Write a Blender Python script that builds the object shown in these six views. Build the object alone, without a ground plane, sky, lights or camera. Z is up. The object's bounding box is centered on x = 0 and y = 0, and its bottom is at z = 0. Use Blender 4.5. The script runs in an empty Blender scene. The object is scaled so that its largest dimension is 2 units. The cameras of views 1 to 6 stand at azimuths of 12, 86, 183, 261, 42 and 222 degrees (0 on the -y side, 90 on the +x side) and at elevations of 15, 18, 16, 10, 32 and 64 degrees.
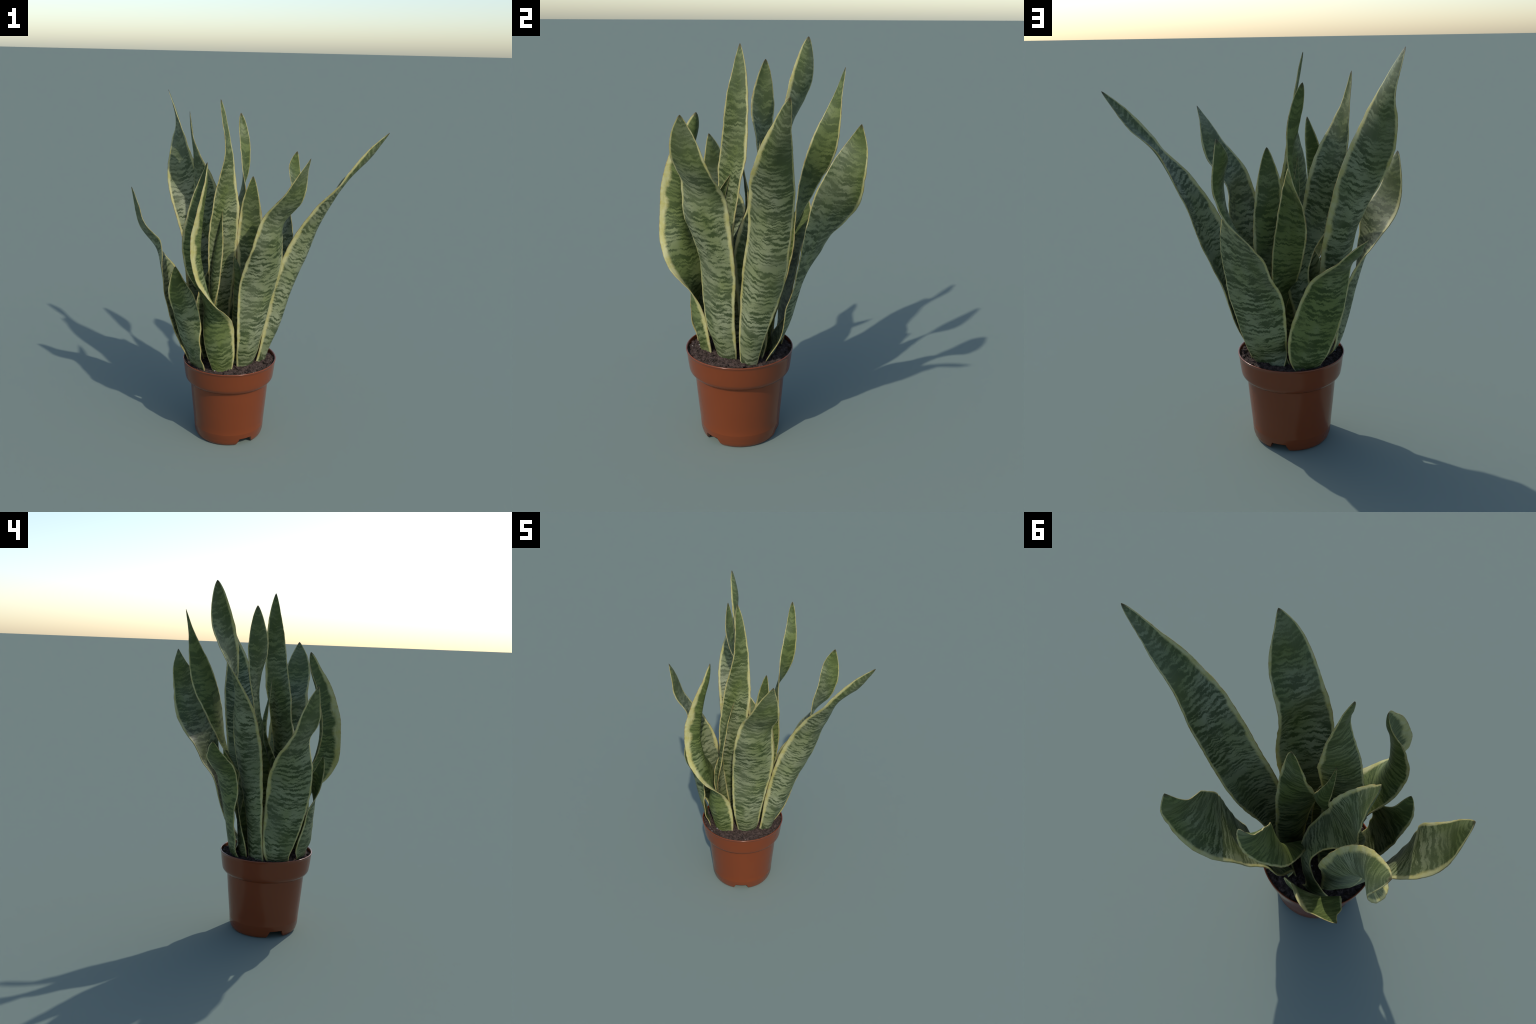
"""A potted variegated snake plant: plastic flower pot, potting soil and fifteen
stiff, channelled, twisting sword leaves with pale yellow margins."""
import bpy, math, random
import numpy as np
from mathutils import Vector, noise

random.seed(11)
RNG = np.random.default_rng(11)

POT_X, POT_Y = -0.144, -0.084      # axis of the pot
RIM_Z, RIM_R = 0.4826, 0.2725
SOIL_Z, SOIL_R = 0.471, 0.262

# ------------------------------------------------------------------ leaf habits
# Every leaf is a blade swept along a spine.  Stations from soil to tip:
# (x, y, z of the midrib chord, half width, turn of the blade about its spine in degrees)
SPINES = {
    'A': [
        (-0.295, -0.001, 0.444, 0.047, -127), (-0.322, 0.015, 0.590, 0.062, -148),
        (-0.342, 0.027, 0.706, 0.072, -151), (-0.357, 0.040, 0.828, 0.081, -149),
        (-0.368, 0.057, 0.957, 0.090, -145), (-0.377, 0.076, 1.082, 0.097, -142),
        (-0.402, 0.096, 1.207, 0.101, -144), (-0.437, 0.113, 1.324, 0.102, -155),
        (-0.478, 0.134, 1.433, 0.101, -172), (-0.516, 0.164, 1.534, 0.097, -192),
        (-0.546, 0.203, 1.634, 0.090, -211), (-0.565, 0.243, 1.734, 0.081, -229),
        (-0.584, 0.274, 1.837, 0.077, -248), (-0.642, 0.304, 1.998, 0.082, -256),
    ],
    'F': [
        (-0.046, -0.146, 0.436, 0.050, 55), (-0.025, -0.158, 0.525, 0.070, 48),
        (-0.009, -0.174, 0.613, 0.083, 50), (0.005, -0.186, 0.711, 0.095, 48),
        (0.017, -0.188, 0.817, 0.106, 45), (0.032, -0.189, 0.922, 0.116, 43),
        (0.056, -0.199, 1.031, 0.124, 42), (0.081, -0.219, 1.137, 0.123, 48),
        (0.100, -0.238, 1.239, 0.119, 59), (0.115, -0.245, 1.328, 0.109, 62),
        (0.161, -0.263, 1.404, 0.101, 48), (0.231, -0.298, 1.488, 0.093, 49),
        (0.283, -0.322, 1.606, 0.078, 66), (0.330, -0.330, 1.715, 0.052, 75),
    ],
    'G': [
        (0.028, -0.047, 0.442, 0.039, 65), (0.058, -0.038, 0.563, 0.054, 70),
        (0.088, -0.026, 0.672, 0.071, 62), (0.113, -0.007, 0.788, 0.086, 66),
        (0.140, 0.013, 0.907, 0.098, 68), (0.176, 0.028, 1.020, 0.105, 64),
        (0.225, 0.037, 1.139, 0.103, 61), (0.274, 0.042, 1.260, 0.100, 67),
        (0.337, 0.043, 1.374, 0.097, 74), (0.403, 0.041, 1.474, 0.088, 85),
        (0.472, 0.044, 1.564, 0.071, 94), (0.546, 0.054, 1.641, 0.053, 78),
        (0.615, 0.066, 1.723, 0.042, 64), (0.698, 0.081, 1.819, 0.041, 66),
    ],
    'C': [
        (-0.165, -0.090, 0.440, 0.051, 120), (-0.189, -0.097, 0.560, 0.060, 78),
        (-0.193, -0.109, 0.674, 0.067, 62), (-0.190, -0.126, 0.793, 0.070, 49),
        (-0.183, -0.143, 0.914, 0.073, 38), (-0.177, -0.154, 1.031, 0.078, 33),
        (-0.175, -0.153, 1.151, 0.083, 34), (-0.173, -0.137, 1.270, 0.083, 35),
        (-0.167, -0.120, 1.387, 0.083, 43), (-0.166, -0.104, 1.498, 0.073, 55),
        (-0.160, -0.094, 1.614, 0.059, 71), (-0.164, -0.085, 1.730, 0.051, 85),
        (-0.187, -0.074, 1.847, 0.044, 82), (-0.215, -0.068, 1.976, 0.038, 68),
    ],
    'D': [
        (-0.109, 0.039, 0.441, 0.053, -46), (-0.094, 0.013, 0.560, 0.059, -80),
        (-0.098, 0.027, 0.666, 0.065, -99), (-0.108, 0.061, 0.773, 0.068, -119),
        (-0.122, 0.106, 0.884, 0.069, -141), (-0.135, 0.153, 0.992, 0.069, -165),
        (-0.148, 0.195, 1.104, 0.072, -189), (-0.162, 0.229, 1.216, 0.077, -208),
        (-0.168, 0.262, 1.324, 0.076, -226), (-0.165, 0.299, 1.420, 0.071, -249),
        (-0.162, 0.333, 1.522, 0.062, -272), (-0.169, 0.363, 1.629, 0.046, -294),
        (-0.189, 0.394, 1.737, 0.039, -329), (-0.220, 0.431, 1.868, 0.051, -349),
    ],
    'B': [
        (-0.214, 0.065, 0.441, 0.038, -160), (-0.270, 0.081, 0.554, 0.056, -168),
        (-0.260, 0.096, 0.668, 0.057, -184), (-0.224, 0.096, 0.780, 0.065, -200),
        (-0.191, 0.078, 0.887, 0.068, -216), (-0.193, 0.046, 0.989, 0.072, -225),
        (-0.224, 0.020, 1.093, 0.074, -222), (-0.269, 0.016, 1.197, 0.080, -212),
        (-0.305, 0.030, 1.305, 0.089, -199), (-0.327, 0.045, 1.418, 0.088, -200),
        (-0.354, 0.049, 1.539, 0.078, -217), (-0.387, 0.048, 1.658, 0.069, -238),
        (-0.413, 0.057, 1.775, 0.059, -254), (-0.433, 0.066, 1.895, 0.054, -250),
    ],
    'E': [
        (-0.061, 0.068, 0.437, 0.066, 140), (-0.041, 0.069, 0.525, 0.090, 176),
        (-0.027, 0.120, 0.614, 0.105, 174), (-0.014, 0.154, 0.718, 0.122, 166),
        (0.003, 0.178, 0.824, 0.134, 164), (0.023, 0.208, 0.916, 0.132, 163),
        (0.042, 0.244, 1.002, 0.130, 152), (0.060, 0.274, 1.094, 0.132, 145),
        (0.078, 0.313, 1.184, 0.128, 131), (0.104, 0.347, 1.272, 0.116, 110),
        (0.130, 0.375, 1.363, 0.097, 91), (0.137, 0.404, 1.460, 0.077, 75),
        (0.123, 0.438, 1.558, 0.062, 56), (0.135, 0.451, 1.647, 0.042, 41),
    ],
    'I': [
        (-0.139, -0.254, 0.446, 0.049, -147), (-0.146, -0.265, 0.552, 0.073, -158),
        (-0.156, -0.280, 0.653, 0.083, -163), (-0.162, -0.283, 0.743, 0.088, -183),
        (-0.171, -0.290, 0.818, 0.099, -210), (-0.196, -0.318, 0.882, 0.115, -222),
        (-0.241, -0.359, 0.956, 0.117, -229), (-0.284, -0.391, 1.050, 0.100, -235),
        (-0.308, -0.405, 1.157, 0.081, -238), (-0.308, -0.402, 1.266, 0.074, -238),
        (-0.293, -0.385, 1.375, 0.069, -234), (-0.273, -0.354, 1.474, 0.061, -229),
        (-0.252, -0.311, 1.562, 0.058, -232), (-0.231, -0.280, 1.660, 0.065, -240),
    ],
    'H': [
        (-0.055, -0.020, 0.441, 0.050, 39), (-0.037, -0.012, 0.530, 0.060, 61),
        (-0.029, -0.013, 0.610, 0.068, 67), (-0.024, -0.018, 0.697, 0.075, 68),
        (-0.023, -0.025, 0.787, 0.080, 67), (-0.025, -0.032, 0.875, 0.084, 63),
        (-0.029, -0.037, 0.964, 0.088, 57), (-0.035, -0.037, 1.048, 0.089, 47),
        (-0.041, -0.029, 1.129, 0.082, 33), (-0.045, -0.019, 1.210, 0.075, 19),
        (-0.048, -0.009, 1.296, 0.066, 7), (-0.050, -0.000, 1.381, 0.056, -2),
        (-0.047, 0.005, 1.461, 0.047, -4), (-0.044, 0.016, 1.550, 0.041, 7),
    ],
    'J': [
        (-0.334, -0.132, 0.439, 0.053, 54), (-0.376, -0.105, 0.509, 0.070, 76),
        (-0.398, -0.106, 0.590, 0.087, 76), (-0.417, -0.116, 0.683, 0.102, 75),
        (-0.436, -0.128, 0.784, 0.112, 75), (-0.461, -0.136, 0.880, 0.118, 80),
        (-0.489, -0.139, 0.973, 0.121, 89), (-0.521, -0.138, 1.060, 0.117, 102),
        (-0.551, -0.137, 1.133, 0.110, 120), (-0.585, -0.150, 1.190, 0.105, 137),
        (-0.622, -0.174, 1.247, 0.094, 136), (-0.649, -0.193, 1.316, 0.081, 128),
        (-0.664, -0.206, 1.397, 0.070, 127), (-0.681, -0.227, 1.493, 0.058, 130),
    ],
    'N': [
        (-0.220, 0.103, 0.436, 0.051, -153), (-0.227, 0.119, 0.476, 0.065, -167),
        (-0.228, 0.133, 0.523, 0.084, -173), (-0.238, 0.142, 0.586, 0.101, -174),
        (-0.255, 0.153, 0.660, 0.110, -174), (-0.275, 0.165, 0.733, 0.111, -173),
        (-0.297, 0.175, 0.807, 0.110, -168), (-0.320, 0.182, 0.880, 0.109, -159),
        (-0.340, 0.191, 0.947, 0.102, -153), (-0.363, 0.211, 1.001, 0.092, -147),
        (-0.399, 0.237, 1.048, 0.081, -141), (-0.439, 0.262, 1.089, 0.064, -143),
        (-0.469, 0.280, 1.132, 0.044, -135), (-0.514, 0.292, 1.180, 0.030, -118),
    ],
    'K': [
        (-0.272, -0.248, 0.438, 0.058, -54), (-0.286, -0.264, 0.481, 0.062, -34),
        (-0.299, -0.269, 0.523, 0.070, -41), (-0.310, -0.272, 0.568, 0.083, -41),
        (-0.320, -0.277, 0.617, 0.089, -36), (-0.329, -0.284, 0.666, 0.089, -32),
        (-0.333, -0.289, 0.719, 0.093, -26), (-0.338, -0.293, 0.772, 0.096, -23),
        (-0.347, -0.297, 0.824, 0.087, -16), (-0.361, -0.301, 0.873, 0.076, -2),
        (-0.378, -0.308, 0.924, 0.064, 13), (-0.390, -0.318, 0.975, 0.048, 25),
        (-0.392, -0.331, 1.028, 0.037, 28), (-0.392, -0.342, 1.089, 0.034, 22),
    ],
    'P': [
        (-0.252, -0.119, 0.444, 0.035, -310), (-0.266, -0.132, 0.565, 0.045, -310),
        (-0.262, -0.137, 0.651, 0.055, -304), (-0.268, -0.148, 0.736, 0.060, -323),
        (-0.265, -0.144, 0.822, 0.062, -334), (-0.247, -0.131, 0.903, 0.062, -343),
        (-0.215, -0.113, 0.980, 0.060, -351), (-0.182, -0.093, 1.051, 0.056, -357),
        (-0.158, -0.070, 1.115, 0.050, -360), (-0.151, -0.051, 1.173, 0.040, -359),
        (-0.159, -0.042, 1.234, 0.030, -351), (-0.170, -0.047, 1.298, 0.023, -347),
        (-0.180, -0.058, 1.370, 0.016, -347), (-0.187, -0.068, 1.490, 0.012, -342),
    ],
    'Q': [
        (-0.225, -0.138, 0.442, 0.029, -128), (-0.221, -0.170, 0.554, 0.035, -123),
        (-0.217, -0.187, 0.621, 0.039, -110), (-0.214, -0.200, 0.687, 0.041, -99),
        (-0.210, -0.210, 0.754, 0.042, -87), (-0.206, -0.217, 0.822, 0.043, -75),
        (-0.201, -0.221, 0.892, 0.045, -62), (-0.197, -0.220, 0.961, 0.047, -52),
        (-0.193, -0.215, 1.030, 0.048, -45), (-0.189, -0.207, 1.094, 0.048, -43),
        (-0.185, -0.195, 1.156, 0.045, -46), (-0.181, -0.181, 1.215, 0.039, -52),
        (-0.180, -0.163, 1.274, 0.030, -60), (-0.186, -0.119, 1.367, 0.016, -63),
    ],
    'R': [
        (-0.082, -0.150, 0.440, 0.030, 20), (-0.080, -0.150, 0.600, 0.033, 20),
        (-0.078, -0.150, 0.760, 0.032, 25), (-0.078, -0.152, 0.900, 0.028, 30),
        (-0.083, -0.154, 1.010, 0.022, 35), (-0.096, -0.155, 1.075, 0.013, 40),
        (-0.107, -0.157, 1.124, 0.001, 45),
    ],
}
# depth of the channel relative to the half width, at even steps from base to tip
CHANNEL = {
    'A': (0.2, 0.32, 0.42, 0.3, 0.15), 'B': (0.3, 0.1, -0.15, -0.15, -0.2), 'C': (0.4, 0.25, 0.22, 0.2, 0.15),
    'D': (0.4, 0.2, 0.1), 'E': (0.12, 0.16, 0.06, -0.08, -0.1), 'F': (0.4, 0.25, 0.22, 0.24, 0.4, 0.08, 0.0),
    'G': (0.4, 0.5, 0.32, 0.15), 'H': (0.4, 0.2, 0.1), 'I': (-0.25, -0.45, 0.0, 0.88, 0.92, 0.5),
    'J': (0.1, 0.26, 0.12, -0.15), 'K': (0.0, 0.2, 0.15), 'N': (0.05, 0.15, 0.15),
    'P': (0.5, 0.4, 0.3), 'Q': (0.5, 0.4, 0.3), 'R': (0.7, 0.6, 0.5),
}
# side the channel bulges to: +1 away from the clump, -1 toward it
BULGE = {k: 1.0 for k in SPINES}
BULGE['I'] = BULGE['H'] = -1.0
# breadth of the pale margin in metres on either edge
MARGIN = {
    'A': (.026, .015), 'B': (.018, .008), 'C': (.008, .016), 'D': (.007, .009), 'E': (.006, .015),
    'F': (.017, .017), 'G': (.022, .009), 'H': (.019, .014), 'I': (.025, .008), 'J': (.012, .024),
    'K': (.011, .008), 'N': (.018, .008), 'P': (.005, .005), 'Q': (.008, .006), 'R': (.003, .004),
}
# how green (1) or silvery (0) each leaf is
GREENNESS = {'A': .12, 'B': .25, 'C': .35, 'D': .9, 'E': .2, 'F': .15, 'G': .1, 'H': .5,
             'I': .85, 'J': .2, 'K': .6, 'N': .8, 'P': .5, 'Q': .4, 'R': .4}


# ------------------------------------------------------------------ small helpers
def natural_spline(values, samples):
    """C2 interpolation through evenly spaced stations."""
    v = np.asarray(values, float)
    n = len(v)
    a = np.zeros((n, n))
    rhs = np.zeros_like(v)
    a[0, 0] = a[-1, -1] = 1
    for i in range(1, n - 1):
        a[i, i - 1:i + 2] = 1, 4, 1
        rhs[i] = 6 * (v[i - 1] - 2 * v[i] + v[i + 1])
    m = np.linalg.solve(a, rhs)
    x = np.clip(np.asarray(samples) * (n - 1), 0, n - 1 - 1e-9)
    i = x.astype(int)
    f = (x - i)[:, None]
    return ((1 - f) * v[i] + f * v[i + 1]
            + ((1 - f) ** 3 - (1 - f)) * m[i] / 6 + (f ** 3 - f) * m[i + 1] / 6)


def unit(a):
    return a / (np.linalg.norm(a, axis=-1, keepdims=True) + 1e-12)


def make_object(name, verts, faces, material, parent=None, smooth=True):
    me = bpy.data.meshes.new(name)
    me.from_pydata([tuple(map(float, p)) for p in verts], [], faces)
    me.materials.append(material)
    me.polygons.foreach_set("use_smooth", [smooth] * len(me.polygons))
    me.update()
    ob = bpy.data.objects.new(name, me)
    bpy.context.scene.collection.objects.link(ob)
    ob.parent = parent
    return ob


class Nodes:
    def __init__(self, name):
        self.mat = bpy.data.materials.new(name)
        self.mat.use_nodes = True
        self.t = self.mat.node_tree
        self.bsdf = self.t.nodes["Principled BSDF"]

    def new(self, kind, **props):
        n = self.t.nodes.new(kind)
        for k, v in props.items():
            setattr(n, k, v)
        return n

    def put(self, socket, value):
        if isinstance(value, bpy.types.NodeSocket):
            self.t.links.new(value, socket)
        elif value is not None:
            if socket.type == "RGBA" and len(value) == 3:
                value = (*value, 1)
            socket.default_value = value

    def math(self, op, a, b=None, c=None, clamp=False):
        n = self.new("ShaderNodeMath", operation=op, use_clamp=clamp)
        for s, v in zip(n.inputs, (a, b, c)):
            self.put(s, v)
        return n.outputs[0]

    def noise(self, vec, scale, detail=3.0, rough=0.55, dist=0.0, dims="3D", w=None):
        n = self.new("ShaderNodeTexNoise", noise_dimensions=dims)
        self.put(n.inputs["Vector"], vec)
        self.put(n.inputs["Scale"], scale)
        self.put(n.inputs["Detail"], detail)
        self.put(n.inputs["Roughness"], rough)
        self.put(n.inputs["Distortion"], dist)
        if w is not None:
            self.put(n.inputs["W"], w)
        return n.outputs["Fac"]

    def step(self, v, lo, hi, to0=0.0, to1=1.0):
        n = self.new("ShaderNodeMapRange", interpolation_type="SMOOTHSTEP")
        for s, x in zip(n.inputs, (v, lo, hi, to0, to1)):
            self.put(s, x)
        return n.outputs[0]

    def mix(self, f, a, b, blend="MIX"):
        n = self.new("ShaderNodeMix", data_type="RGBA", blend_type=blend)
        self.put(n.inputs[0], f)
        self.put(n.inputs[6], a)
        self.put(n.inputs[7], b)
        return n.outputs[2]

    def xyz(self, x, y, z):
        n = self.new("ShaderNodeCombineXYZ")
        for s, v in zip(n.inputs, (x, y, z)):
            self.put(s, v)
        return n.outputs[0]

    def bump(self, height, strength, distance):
        n = self.new("ShaderNodeBump")
        n.inputs["Strength"].default_value = strength
        n.inputs["Distance"].default_value = distance
        self.put(n.inputs["Height"], height)
        self.put(self.bsdf.inputs["Normal"], n.outputs[0])


# ------------------------------------------------------------------ materials
def leaf_material():
    m = Nodes("variegated_leaf")
    # scalar leaf coordinates: distance up the blade in metres, place across it (-1 edge .. 1 edge)
    up = m.new("ShaderNodeAttribute", attribute_name="distance_up_blade").outputs["Fac"]
    ac = m.new("ShaderNodeAttribute", attribute_name="place_across_blade").outputs["Fac"]
    hw = m.new("ShaderNodeAttribute", attribute_name="half_width").outputs["Fac"]
    frac = m.new("ShaderNodeAttribute", attribute_name="share_of_length").outputs["Fac"]
    green = m.new("ShaderNodeAttribute", attribute_type="OBJECT", attribute_name='["greenness"]').outputs["Fac"]
    rnd = m.math("MULTIPLY", m.new("ShaderNodeObjectInfo").outputs["Random"], 37.0)
    aa = m.math("ABSOLUTE", ac)
    side = m.math("MULTIPLY", ac, hw)          # metres from the midrib

    # cross bands: chevrons that sag and zigzag, then break up
    def wobble(across_scale, along_scale, amount, seed):
        n = m.noise(m.xyz(m.math("MULTIPLY", side, across_scale), m.math("MULTIPLY", up, along_scale), m.math("ADD", rnd, seed)), 1.0, 2.0, 0.6)
        return m.math("MULTIPLY", m.math("SUBTRACT", n, 0.5), amount)
    chev = m.math("MULTIPLY", m.math("POWER", aa, 1.2), 0.016)
    v = m.math("SUBTRACT", m.math("ADD", up, m.math("ADD", wobble(34.0, 7.0, 0.036, 0.0), wobble(150.0, 40.0, 0.012, 3.0))), chev)
    fine = m.noise(m.xyz(m.math("MULTIPLY", side, 15.0), m.math("MULTIPLY", v, 64.0), rnd), 1.0, 2.5, 0.6)
    coarse = m.noise(m.xyz(m.math("MULTIPLY", side, 9.0), m.math("MULTIPLY", v, 15.0), m.math("ADD", rnd, 9.0)), 1.0, 2.0, 0.5)
    grain = m.noise(m.xyz(m.math("MULTIPLY", side, 260.0), m.math("MULTIPLY", up, 80.0), rnd), 1.0, 3.0, 0.65)
    beat = m.math("SINE", m.math("ADD", m.math("MULTIPLY", v, 230.0), m.math("MULTIPLY", coarse, 16.0)))
    band = m.math("ADD", m.math("MULTIPLY", fine, 0.80), m.math("MULTIPLY", coarse, 0.32))
    band = m.math("ADD", band, m.math("MULTIPLY", beat, 0.045))
    band = m.math("ADD", band, m.math("MULTIPLY", m.math("SUBTRACT", grain, 0.5), 0.16))
    # more dark green toward the tip and just above the soil
    shift = m.math("ADD", m.step(frac, 0.5, 0.95, 0.0, 0.045), m.step(frac, 0.0, 0.10, 0.03, 0.0))
    dark = m.step(m.math("ADD", band, shift), 0.492, 0.645)

    patch = m.noise(m.xyz(m.math("MULTIPLY", side, 9.0), m.math("MULTIPLY", up, 4.5), m.math("ADD", rnd, 4.0)), 1.0, 2.0, 0.5)
    # the bands fade in places and toward the tip, leaving plain olive
    fade = m.noise(m.xyz(m.math("MULTIPLY", side, 7.0), m.math("MULTIPLY", up, 6.0), m.math("ADD", rnd, 21.0)), 1.0, 2.0, 0.5)
    amp = m.math("MULTIPLY", m.step(fade, 0.34, 0.56, 0.55, 1.0), m.step(frac, 0.55, 0.95, 1.0, 0.55))
    dark = m.math("ADD", 0.56, m.math("MULTIPLY", m.math("SUBTRACT", dark, 0.56), amp), clamp=True)
    g = m.math("ADD", m.math("MULTIPLY", m.math("SUBTRACT", patch, 0.45), 2.0), m.math("ADD", green, m.step(frac, 0.45, 0.95, 0.0, 0.4)), clamp=True)
    light_col = m.mix(g, LIGHT_SILVER, LIGHT_GREEN)
    dark_col = m.mix(g, DARK_BLUE, DARK_GREEN)
    col = m.mix(dark, light_col, dark_col)
    # faint lengthwise fibres
    fib = m.noise(m.xyz(m.math("MULTIPLY", side, 420.0), m.math("MULTIPLY", up, 2.5), rnd), 1.0, 2.0, 0.6)
    col = m.mix(m.step(fib, 0.5, 0.8, 0.0, 0.16), col, light_col)

    # pale margin of uneven breadth with stray green streaks beside it
    own = [m.new("ShaderNodeAttribute", attribute_type="OBJECT", attribute_name=f'["{k}"]').outputs["Fac"] for k in ("margin_left", "margin_right")]
    right = m.math("GREATER_THAN", ac, 0.0)
    edge_n = m.noise(m.xyz(m.math("MULTIPLY", right, 9.0), m.math("MULTIPLY", up, 7.0), m.math("ADD", rnd, 2.0)), 1.0, 4.0, 0.65)
    wid = m.math("ADD", m.math("MULTIPLY", own[0], m.math("SUBTRACT", 1.0, right)), m.math("MULTIPLY", own[1], right))
    wid = m.math("MULTIPLY", wid, m.step(edge_n, 0.28, 0.72, 0.55, 1.3))
    wid = m.math("MULTIPLY", wid, m.math("MULTIPLY", m.step(frac, 0.7, 1.0, 1.0, 0.3), m.step(frac, 0.0, 0.25, 0.5, 0.88)))
    wid = m.math("MINIMUM", wid, m.math("MULTIPLY", hw, 0.42))
    inset = m.math("MULTIPLY", m.math("SUBTRACT", 1.0, aa), hw)
    q = m.math("DIVIDE", inset, wid)
    margin = m.step(m.math("ADD", q, m.math("MULTIPLY", m.math("SUBTRACT", grain, 0.5), 0.35)), 0.62, 1.38, 1.0, 0.0)
    streak = m.noise(m.xyz(m.math("MULTIPLY", side, 330.0), m.math("MULTIPLY", up, 5.0), m.math("ADD", rnd, 7.0)), 1.0, 2.0, 0.5)
    yel_n = m.noise(m.xyz(m.math("MULTIPLY", ac, 3.0), m.math("MULTIPLY", up, 24.0), rnd), 1.0, 3.0, 0.6)
    yel = m.mix(m.step(yel_n, 0.35, 0.7), MARGIN_CREAM, MARGIN_YELLOW)
    yel = m.mix(m.step(streak, 0.55, 0.75, 0.0, 0.35), yel, light_col)
    col = m.mix(margin, col, yel)
    # thin tan rim right on the edge, brown dry tip
    rim_n = m.noise(m.xyz(ac, m.math("MULTIPLY", up, 30.0), rnd), 1.0, 3.0, 0.6)
    rim = m.math("MULTIPLY", m.step(inset, 0.0008, 0.0032, 1.0, 0.0), m.step(rim_n, 0.4, 0.65, 0.15, 0.8))
    col = m.mix(rim, col, RIM_TAN)
    col = m.mix(m.step(frac, 0.978, 0.998, 0.0, 0.75), col, TIP_BROWN)

    m.put(m.bsdf.inputs["Base Color"], col)
    m.put(m.bsdf.inputs["Roughness"], m.step(fine, 0.3, 0.7, 0.44, 0.54))
    m.bsdf.inputs["Specular IOR Level"].default_value = 0.26
    h = m.math("ADD", m.math("MULTIPLY", fib, 0.6), m.math("MULTIPLY", fine, 0.5))
    m.bump(h, 0.25, 0.004)
    return m.mat


LIGHT_SILVER = (0.238, 0.258, 0.148)
LIGHT_GREEN = (0.140, 0.172, 0.052)
DARK_BLUE = (0.046, 0.064, 0.025)
DARK_GREEN = (0.042, 0.064, 0.014)
MARGIN_CREAM = (0.45, 0.425, 0.205)
MARGIN_YELLOW = (0.40, 0.36, 0.115)
RIM_TAN = (0.24, 0.15, 0.05)
TIP_BROWN = (0.05, 0.035, 0.02)


def pot_material():
    m = Nodes("terracotta_coloured_plastic")
    ob = m.new("ShaderNodeTexCoord").outputs["Object"]
    n = m.noise(ob, 5.0, 4.0, 0.6)
    col = m.mix(n, (0.168, 0.036, 0.009), (0.186, 0.042, 0.011))
    z = m.new("ShaderNodeSeparateXYZ")
    m.put(z.inputs[0], ob)
    scuff = m.math("MULTIPLY", m.step(z.outputs[2], 0.0, 0.06, 1.0, 0.0), m.step(m.noise(ob, 60.0, 5.0, 0.7), 0.52, 0.72))
    col = m.mix(m.math("MULTIPLY", scuff, 0.5), col, (0.10, 0.03, 0.015))
    m.put(m.bsdf.inputs["Base Color"], col)
    m.put(m.bsdf.inputs["Roughness"], m.step(m.noise(ob, 22.0, 4.0, 0.6), 0.3, 0.7, 0.17, 0.24))
    m.bsdf.inputs["Specular IOR Level"].default_value = 0.5
    m.bump(m.noise(ob, 9.0, 2.0, 0.5), 0.03, 0.01)
    return m.mat


def soil_material():
    m = Nodes("potting_soil")
    ob = m.new("ShaderNodeTexCoord").outputs["Object"]
    n = m.noise(ob, 60.0, 6.0, 0.7)
    col = m.mix(m.step(n, 0.35, 0.7), (0.030, 0.020, 0.016), (0.098, 0.066, 0.054))
    col = m.mix(m.step(m.noise(ob, 170.0, 3.0, 0.6), 0.6, 0.75, 0, 0.7), col, (0.15, 0.105, 0.08))
    m.put(m.bsdf.inputs["Base Color"], col)
    m.bsdf.inputs["Roughness"].default_value = 0.9
    m.bsdf.inputs["Specular IOR Level"].default_value = 0.2
    m.bump(m.noise(ob, 120.0, 6.0, 0.7), 0.6, 0.006)
    return m.mat


def perlite_material():
    m = Nodes("perlite")
    ob = m.new("ShaderNodeTexCoord").outputs["Object"]
    m.put(m.bsdf.inputs["Base Color"], m.mix(m.noise(ob, 200.0), (0.25, 0.23, 0.21), (0.42, 0.40, 0.37)))
    m.bsdf.inputs["Roughness"].default_value = 0.8
    return m.mat


# ------------------------------------------------------------------ leaves
ROWS, COLS = 150, 28


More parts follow.
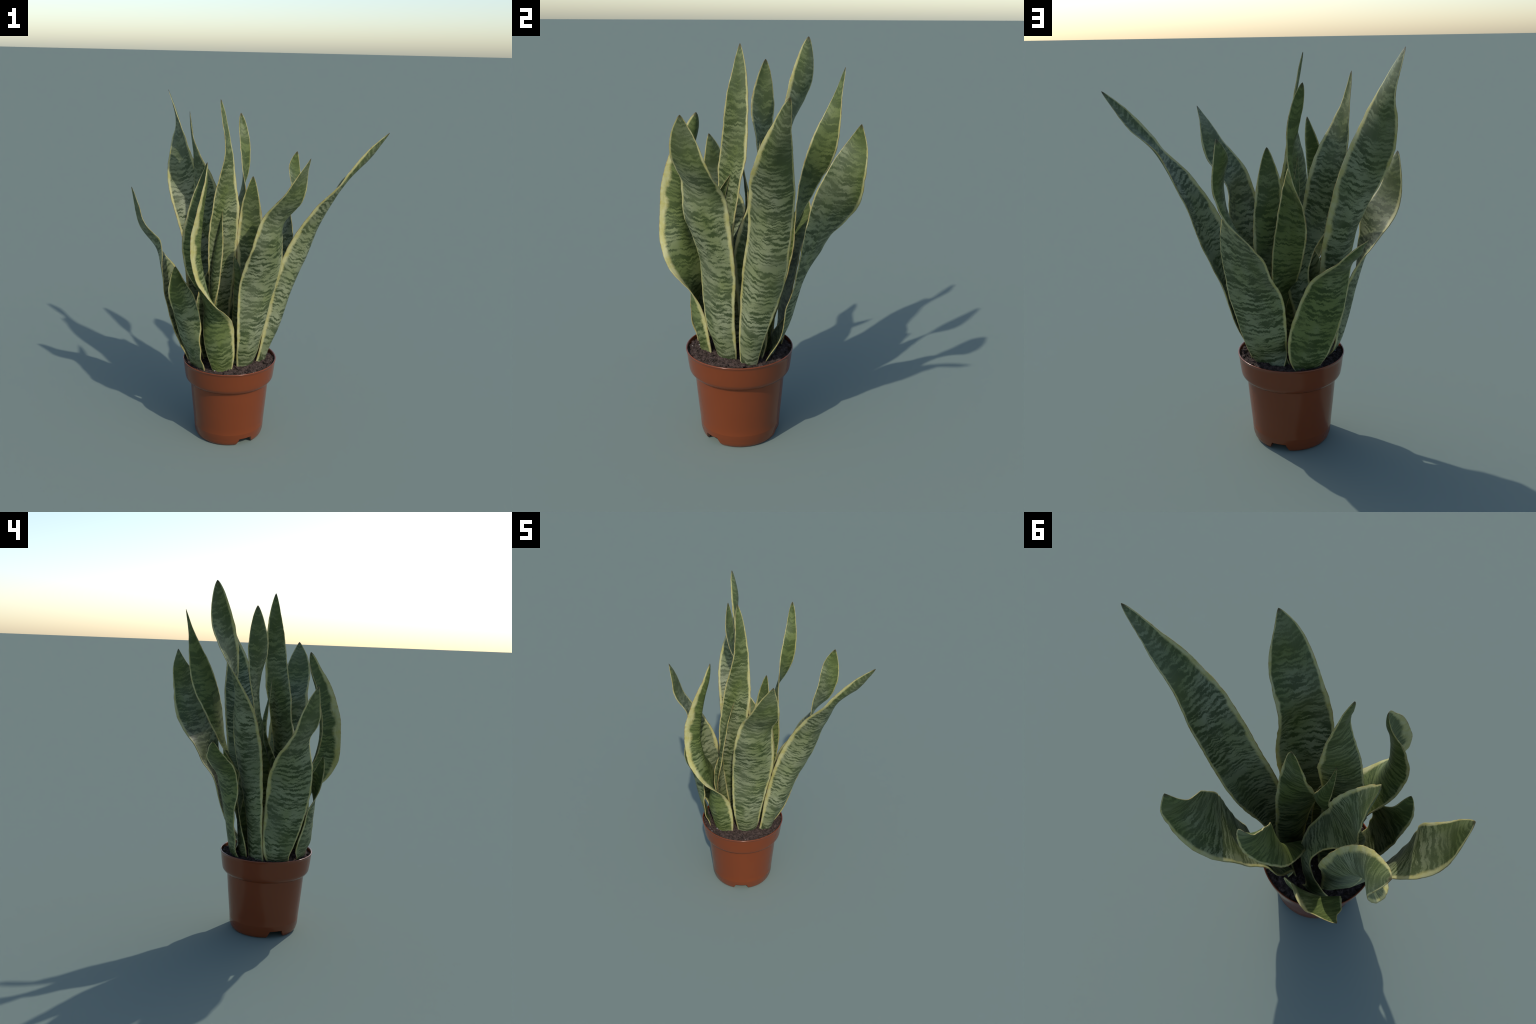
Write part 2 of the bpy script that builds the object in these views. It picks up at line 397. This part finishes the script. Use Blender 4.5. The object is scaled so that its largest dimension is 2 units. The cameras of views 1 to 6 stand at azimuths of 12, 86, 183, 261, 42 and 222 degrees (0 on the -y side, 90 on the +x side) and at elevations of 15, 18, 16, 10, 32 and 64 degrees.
def leaf_mesh(key, material, parent):
    st = np.array(SPINES[key])
    rng = np.random.default_rng(ord(key) * 7)
    t = 1 - (1 - np.linspace(0, 1, ROWS)) ** 1.4          # rows crowd toward the tip
    s = natural_spline(st, t)
    c, w, turn = s[:, :3], np.maximum(s[:, 3], 0.0007), np.radians(s[:, 4])
    tip = np.clip((t - 0.82) / 0.18, 0, 1)                    # the blade closes to a short point
    w = np.maximum((w + 0.0022) * (1 - tip ** 2) ** 0.7, 0.0006)
    tan = unit(np.gradient(c, t, axis=0))
    e1 = unit(np.array([1.0, 0, 0]) - tan * tan[:, :1])
    e2 = np.cross(tan, e1)
    across = np.cos(turn)[:, None] * e1 + np.sin(turn)[:, None] * e2
    back = np.cross(tan, across)
    away = c[0, :2] - np.array([POT_X, POT_Y + 0.01]) + 0.25 * (c[ROWS // 2, :2] - c[0, :2])
    k = ROWS // 6
    flip = np.sign(back[:k, :2].mean(0) @ away) * BULGE[key]
    back = back * flip
    length = np.concatenate([[0], np.cumsum(np.linalg.norm(np.diff(c, axis=0), axis=1))])
    ch = np.array([natural_spline(np.array(CHANNEL[key])[:, None], [x])[0, 0] for x in t])
    depth = ch * w

    u = np.linspace(-1, 1, COLS + 1)
    u = np.sign(u) * (1 - (1 - np.abs(u)) ** 1.2)
    ph = rng.uniform(0, 50, 6)
    rows_front, rows_back = [], []
    at_u, at_up, at_w, at_f = [], [], [], []
    for i in range(ROWS):
        l = length[i]
        fade = min(1.0, 4 * t[i], 7 * (1 - t[i]))
        nick = [0.0022 * fade * noise.fractal(Vector((l * 26, ph[j], 0)), 1.0, 2.0, 3) for j in (0, 1)]
        wave = [0.0060 * fade * noise.fractal(Vector((l * 9, ph[2 + j], 3)), 1.0, 2.0, 2) for j in (0, 1)]
        thick = (0.0062 + 0.0062 * (1 - t[i]) ** 0.7) * min(1.0, 0.25 + 9 * (1 - t[i]))
        for q in u:
            j = 0 if q < 0 else 1
            grow = w[i] * q + np.sign(q) * nick[j] * abs(q) ** 4
            sag = depth[i] * (1 - abs(q) ** 1.75) + wave[j] * abs(q) ** 3
            swell = 0.0012 * noise.noise(Vector((l * 14, q * 1.5 + ph[4], 5)))
            p = c[i] + across[i] * grow + back[i] * (sag + swell)
            # local surface normal of the channel
            slope = -depth[i] * 1.75 * np.sign(q) * abs(q) ** 0.75 / w[i]
            nrm = unit(back[i] - across[i] * slope)
            half = thick * (0.22 + 0.78 * math.sqrt(max(0.0, 1 - q * q))) * 0.5
            rows_front.append(p + nrm * half)
            rows_back.append(p - nrm * half)
            at_u.append(q), at_up.append(l), at_w.append(w[i]), at_f.append(l / length[-1])
    n = COLS + 1
    verts = np.array(rows_front + rows_back)
    o = ROWS * n
    faces = []
    for i in range(ROWS - 1):
        for j in range(COLS):
            a, b = i * n + j, (i + 1) * n + j
            f = [a, a + 1, b + 1, b]
            r = [o + b, o + b + 1, o + a + 1, o + a]
            faces += [f, r] if flip > 0 else [f[::-1], r[::-1]]
        for j, rev in ((0, False), (COLS, True)):
            a, b = i * n + j, (i + 1) * n + j
            f = [a, b, o + b, o + a]
            faces.append(f if rev != (flip > 0) else f[::-1])
    for i in (0, ROWS - 1):
        for j in range(COLS):
            a = i * n + j
            f = [a, o + a, o + a + 1, a + 1]
            faces.append(f if (i == 0) == (flip > 0) else f[::-1])
    ob = make_object("leaf", verts, faces, material, parent)
    for name, vals in (("place_across_blade", at_u), ("distance_up_blade", at_up), ("half_width", at_w), ("share_of_length", at_f)):
        a = ob.data.attributes.new(name, "FLOAT", "POINT")
        a.data.foreach_set("value", np.array(vals + vals, np.float32))
    ob["greenness"] = float(GREENNESS[key])
    ob["margin_left"], ob["margin_right"] = map(float, MARGIN[key])
    return ob


# ------------------------------------------------------------------ pot
NOTCH_AZIMUTHS = (43.0, 162.0, 282.0)


def notch_height(azimuth):
    """Drainage notches: trapezoid cut-outs in the foot of the pot."""
    d = min(abs((azimuth - a + 180) % 360 - 180) for a in NOTCH_AZIMUTHS)
    f = min(1.0, max(0.0, (16.0 - d) / 5.5))
    return 0.040 * f


def pot(material, parent):
    seg = 432
    # (radius, height) from the foot, up the outside, over the lip and down the inside
    outer = [(0.1895, 0.000), (0.1925, 0.003), (0.1990, 0.014), (0.2035, 0.030), (0.2052, 0.040), (0.2060, 0.0415),
             (0.2072, 0.066), (0.2079, 0.0685), (0.2080, 0.0715), (0.2076, 0.074), (0.2110, 0.110), (0.2165, 0.170), (0.2220, 0.230), (0.2290, 0.3200), (0.2302, 0.3400),
             (0.2310, 0.3440), (0.2330, 0.3455), (0.2385, 0.3470), (0.2470, 0.3540), (0.2550, 0.3640), (0.2590, 0.3720),
             (0.2608, 0.381), (0.2655, 0.415), (0.2705, 0.462), (0.2722, 0.4745), (0.2745, 0.4765), (0.2752, 0.4795),
             (0.2742, 0.4820), (0.2720, 0.4830), (0.2695, 0.4822), (0.2680, 0.4795), (0.2670, 0.470), (0.2640, 0.430),
             (0.2600, 0.400), (0.15, 0.395), (0.002, 0.395)]
    under = [(0.1860, 0.001), (0.1845, 0.006), (0.184, 0.043), (0.10, 0.043), (0.002, 0.043)]
    prof = under[::-1] + outer
    foot = len(under)
    verts, faces = [], []
    for r, z in prof:
        for k in range(seg):
            az = 360.0 * k / seg
            h = notch_height(az)
            zz = max(z, h) if z < 0.041 else z
            a = math.radians(az)
            rr = r
            if z < h:                                    # keep the wall on its slope where it is cut
                rr = r + (np.interp(zz, [0, 0.014, 0.03, 0.04], [0.1895, 0.199, 0.2035, 0.2052]) - np.interp(z, [0, 0.014, 0.03, 0.04], [0.1895, 0.199, 0.2035, 0.2052])) * (1.0 if r > 0.188 else 0.0)
            verts.append((POT_X + rr * math.sin(a), POT_Y - rr * math.cos(a), zz))
    for i in range(len(prof) - 1):
        for k in range(seg):
            a, b = i * seg + k, i * seg + (k + 1) % seg
            faces.append([a, b, b + seg, a + seg])
    ob = make_object("flower_pot", verts, faces, material, parent)
    ob.data.set_sharp_from_angle(angle=math.radians(50))
    return ob


# ------------------------------------------------------------------ soil
def soil_height(x, y):
    r = math.hypot(x - POT_X, y - POT_Y) / SOIL_R
    p = Vector((x * 9, y * 9, 1.0))
    z = SOIL_Z + 0.009 * noise.fractal(p, 1.0, 2.0, 3) + 0.0105 * noise.fractal(Vector((x * 42, y * 42, 4)), 0.9, 2.0, 4)
    cell = noise.voronoi(Vector((x * 55, y * 55, 0)))[0][0]
    return z + 0.009 * (0.4 - cell) - 0.005 * r ** 8


def soil(material, parent):
    rings, seg = 72, 220
    verts = [(POT_X, POT_Y, soil_height(POT_X, POT_Y))]
    faces = []
    for i in range(1, rings + 1):
        r = (SOIL_R + 0.0045) * i / rings
        for k in range(seg):
            a = 2 * math.pi * k / seg
            x, y = POT_X + r * math.cos(a), POT_Y + r * math.sin(a)
            verts.append((x, y, soil_height(x, y)))
    for k in range(seg):
        faces.append([0, 1 + k, 1 + (k + 1) % seg])
    for i in range(rings - 1):
        for k in range(seg):
            a, b = 1 + i * seg + k, 1 + i * seg + (k + 1) % seg
            faces.append([a, a + seg, b + seg, b])
    return make_object("soil", verts, faces, material, parent)


def pebbles(name, count, low, high, material, parent, squash=0.7, seed=3):
    """Small angular lumps joined into one heap-like part."""
    rng = np.random.default_rng(seed)
    ico = bmesh_ico()
    verts, faces = [], []
    for _ in range(count):
        r = (SOIL_R - 0.008) * math.sqrt(rng.uniform())
        a = rng.uniform(0, 2 * math.pi)
        x, y = POT_X + r * math.cos(a), POT_Y + r * math.sin(a)
        size = low + (high - low) * rng.uniform() ** 2.2
        stretch = np.array([rng.uniform(0.6, 1.5), rng.uniform(0.6, 1.2), squash * rng.uniform(0.6, 1.1)]) * size
        spin = rng.uniform(0, 6.28)
        rot = np.array([[math.cos(spin), -math.sin(spin), 0], [math.sin(spin), math.cos(spin), 0], [0, 0, 1]])
        base = len(verts)
        ph = rng.uniform(0, 99)
        for p in ico[0]:
            k = 1 + 0.75 * noise.noise(Vector(p) * 1.5 + Vector((ph, 0, 0)))
            v = rot @ (np.array(p) * k * stretch)
            verts.append((x + v[0], y + v[1], soil_height(x, y) + v[2] - size * 0.1))
        faces += [[base + i for i in f] for f in ico[1]]
    ob = make_object(name, verts, faces, material, parent, smooth=False)
    ob["kind"] = "stuff"
    return ob


def bmesh_ico():
    import bmesh
    bm = bmesh.new()
    bmesh.ops.create_icosphere(bm, subdivisions=2, radius=1.0)
    bm.verts.index_update()
    out = [tuple(v.co) for v in bm.verts], [[v.index for v in f.verts] for f in bm.faces]
    bm.free()
    return out


# ------------------------------------------------------------------ assembly
plant = bpy.data.objects.new("potted_snake_plant", None)
bpy.context.scene.collection.objects.link(plant)
plant["label"] = "snake plant with yellow-edged banded leaves in a brown plastic pot"
plant["category"] = "potted plant"

pot(pot_material(), plant)
earth_mat = soil_material()
earth = soil(earth_mat, plant)
pebbles("soil_crumb", 1500, 0.002, 0.012, earth_mat, earth, seed=3)
pebbles("perlite_grain", 30, 0.002, 0.0048, perlite_material(), earth, seed=8)
leaf_mat = leaf_material()
for key in SPINES:
    leaf_mesh(key, leaf_mat, plant)
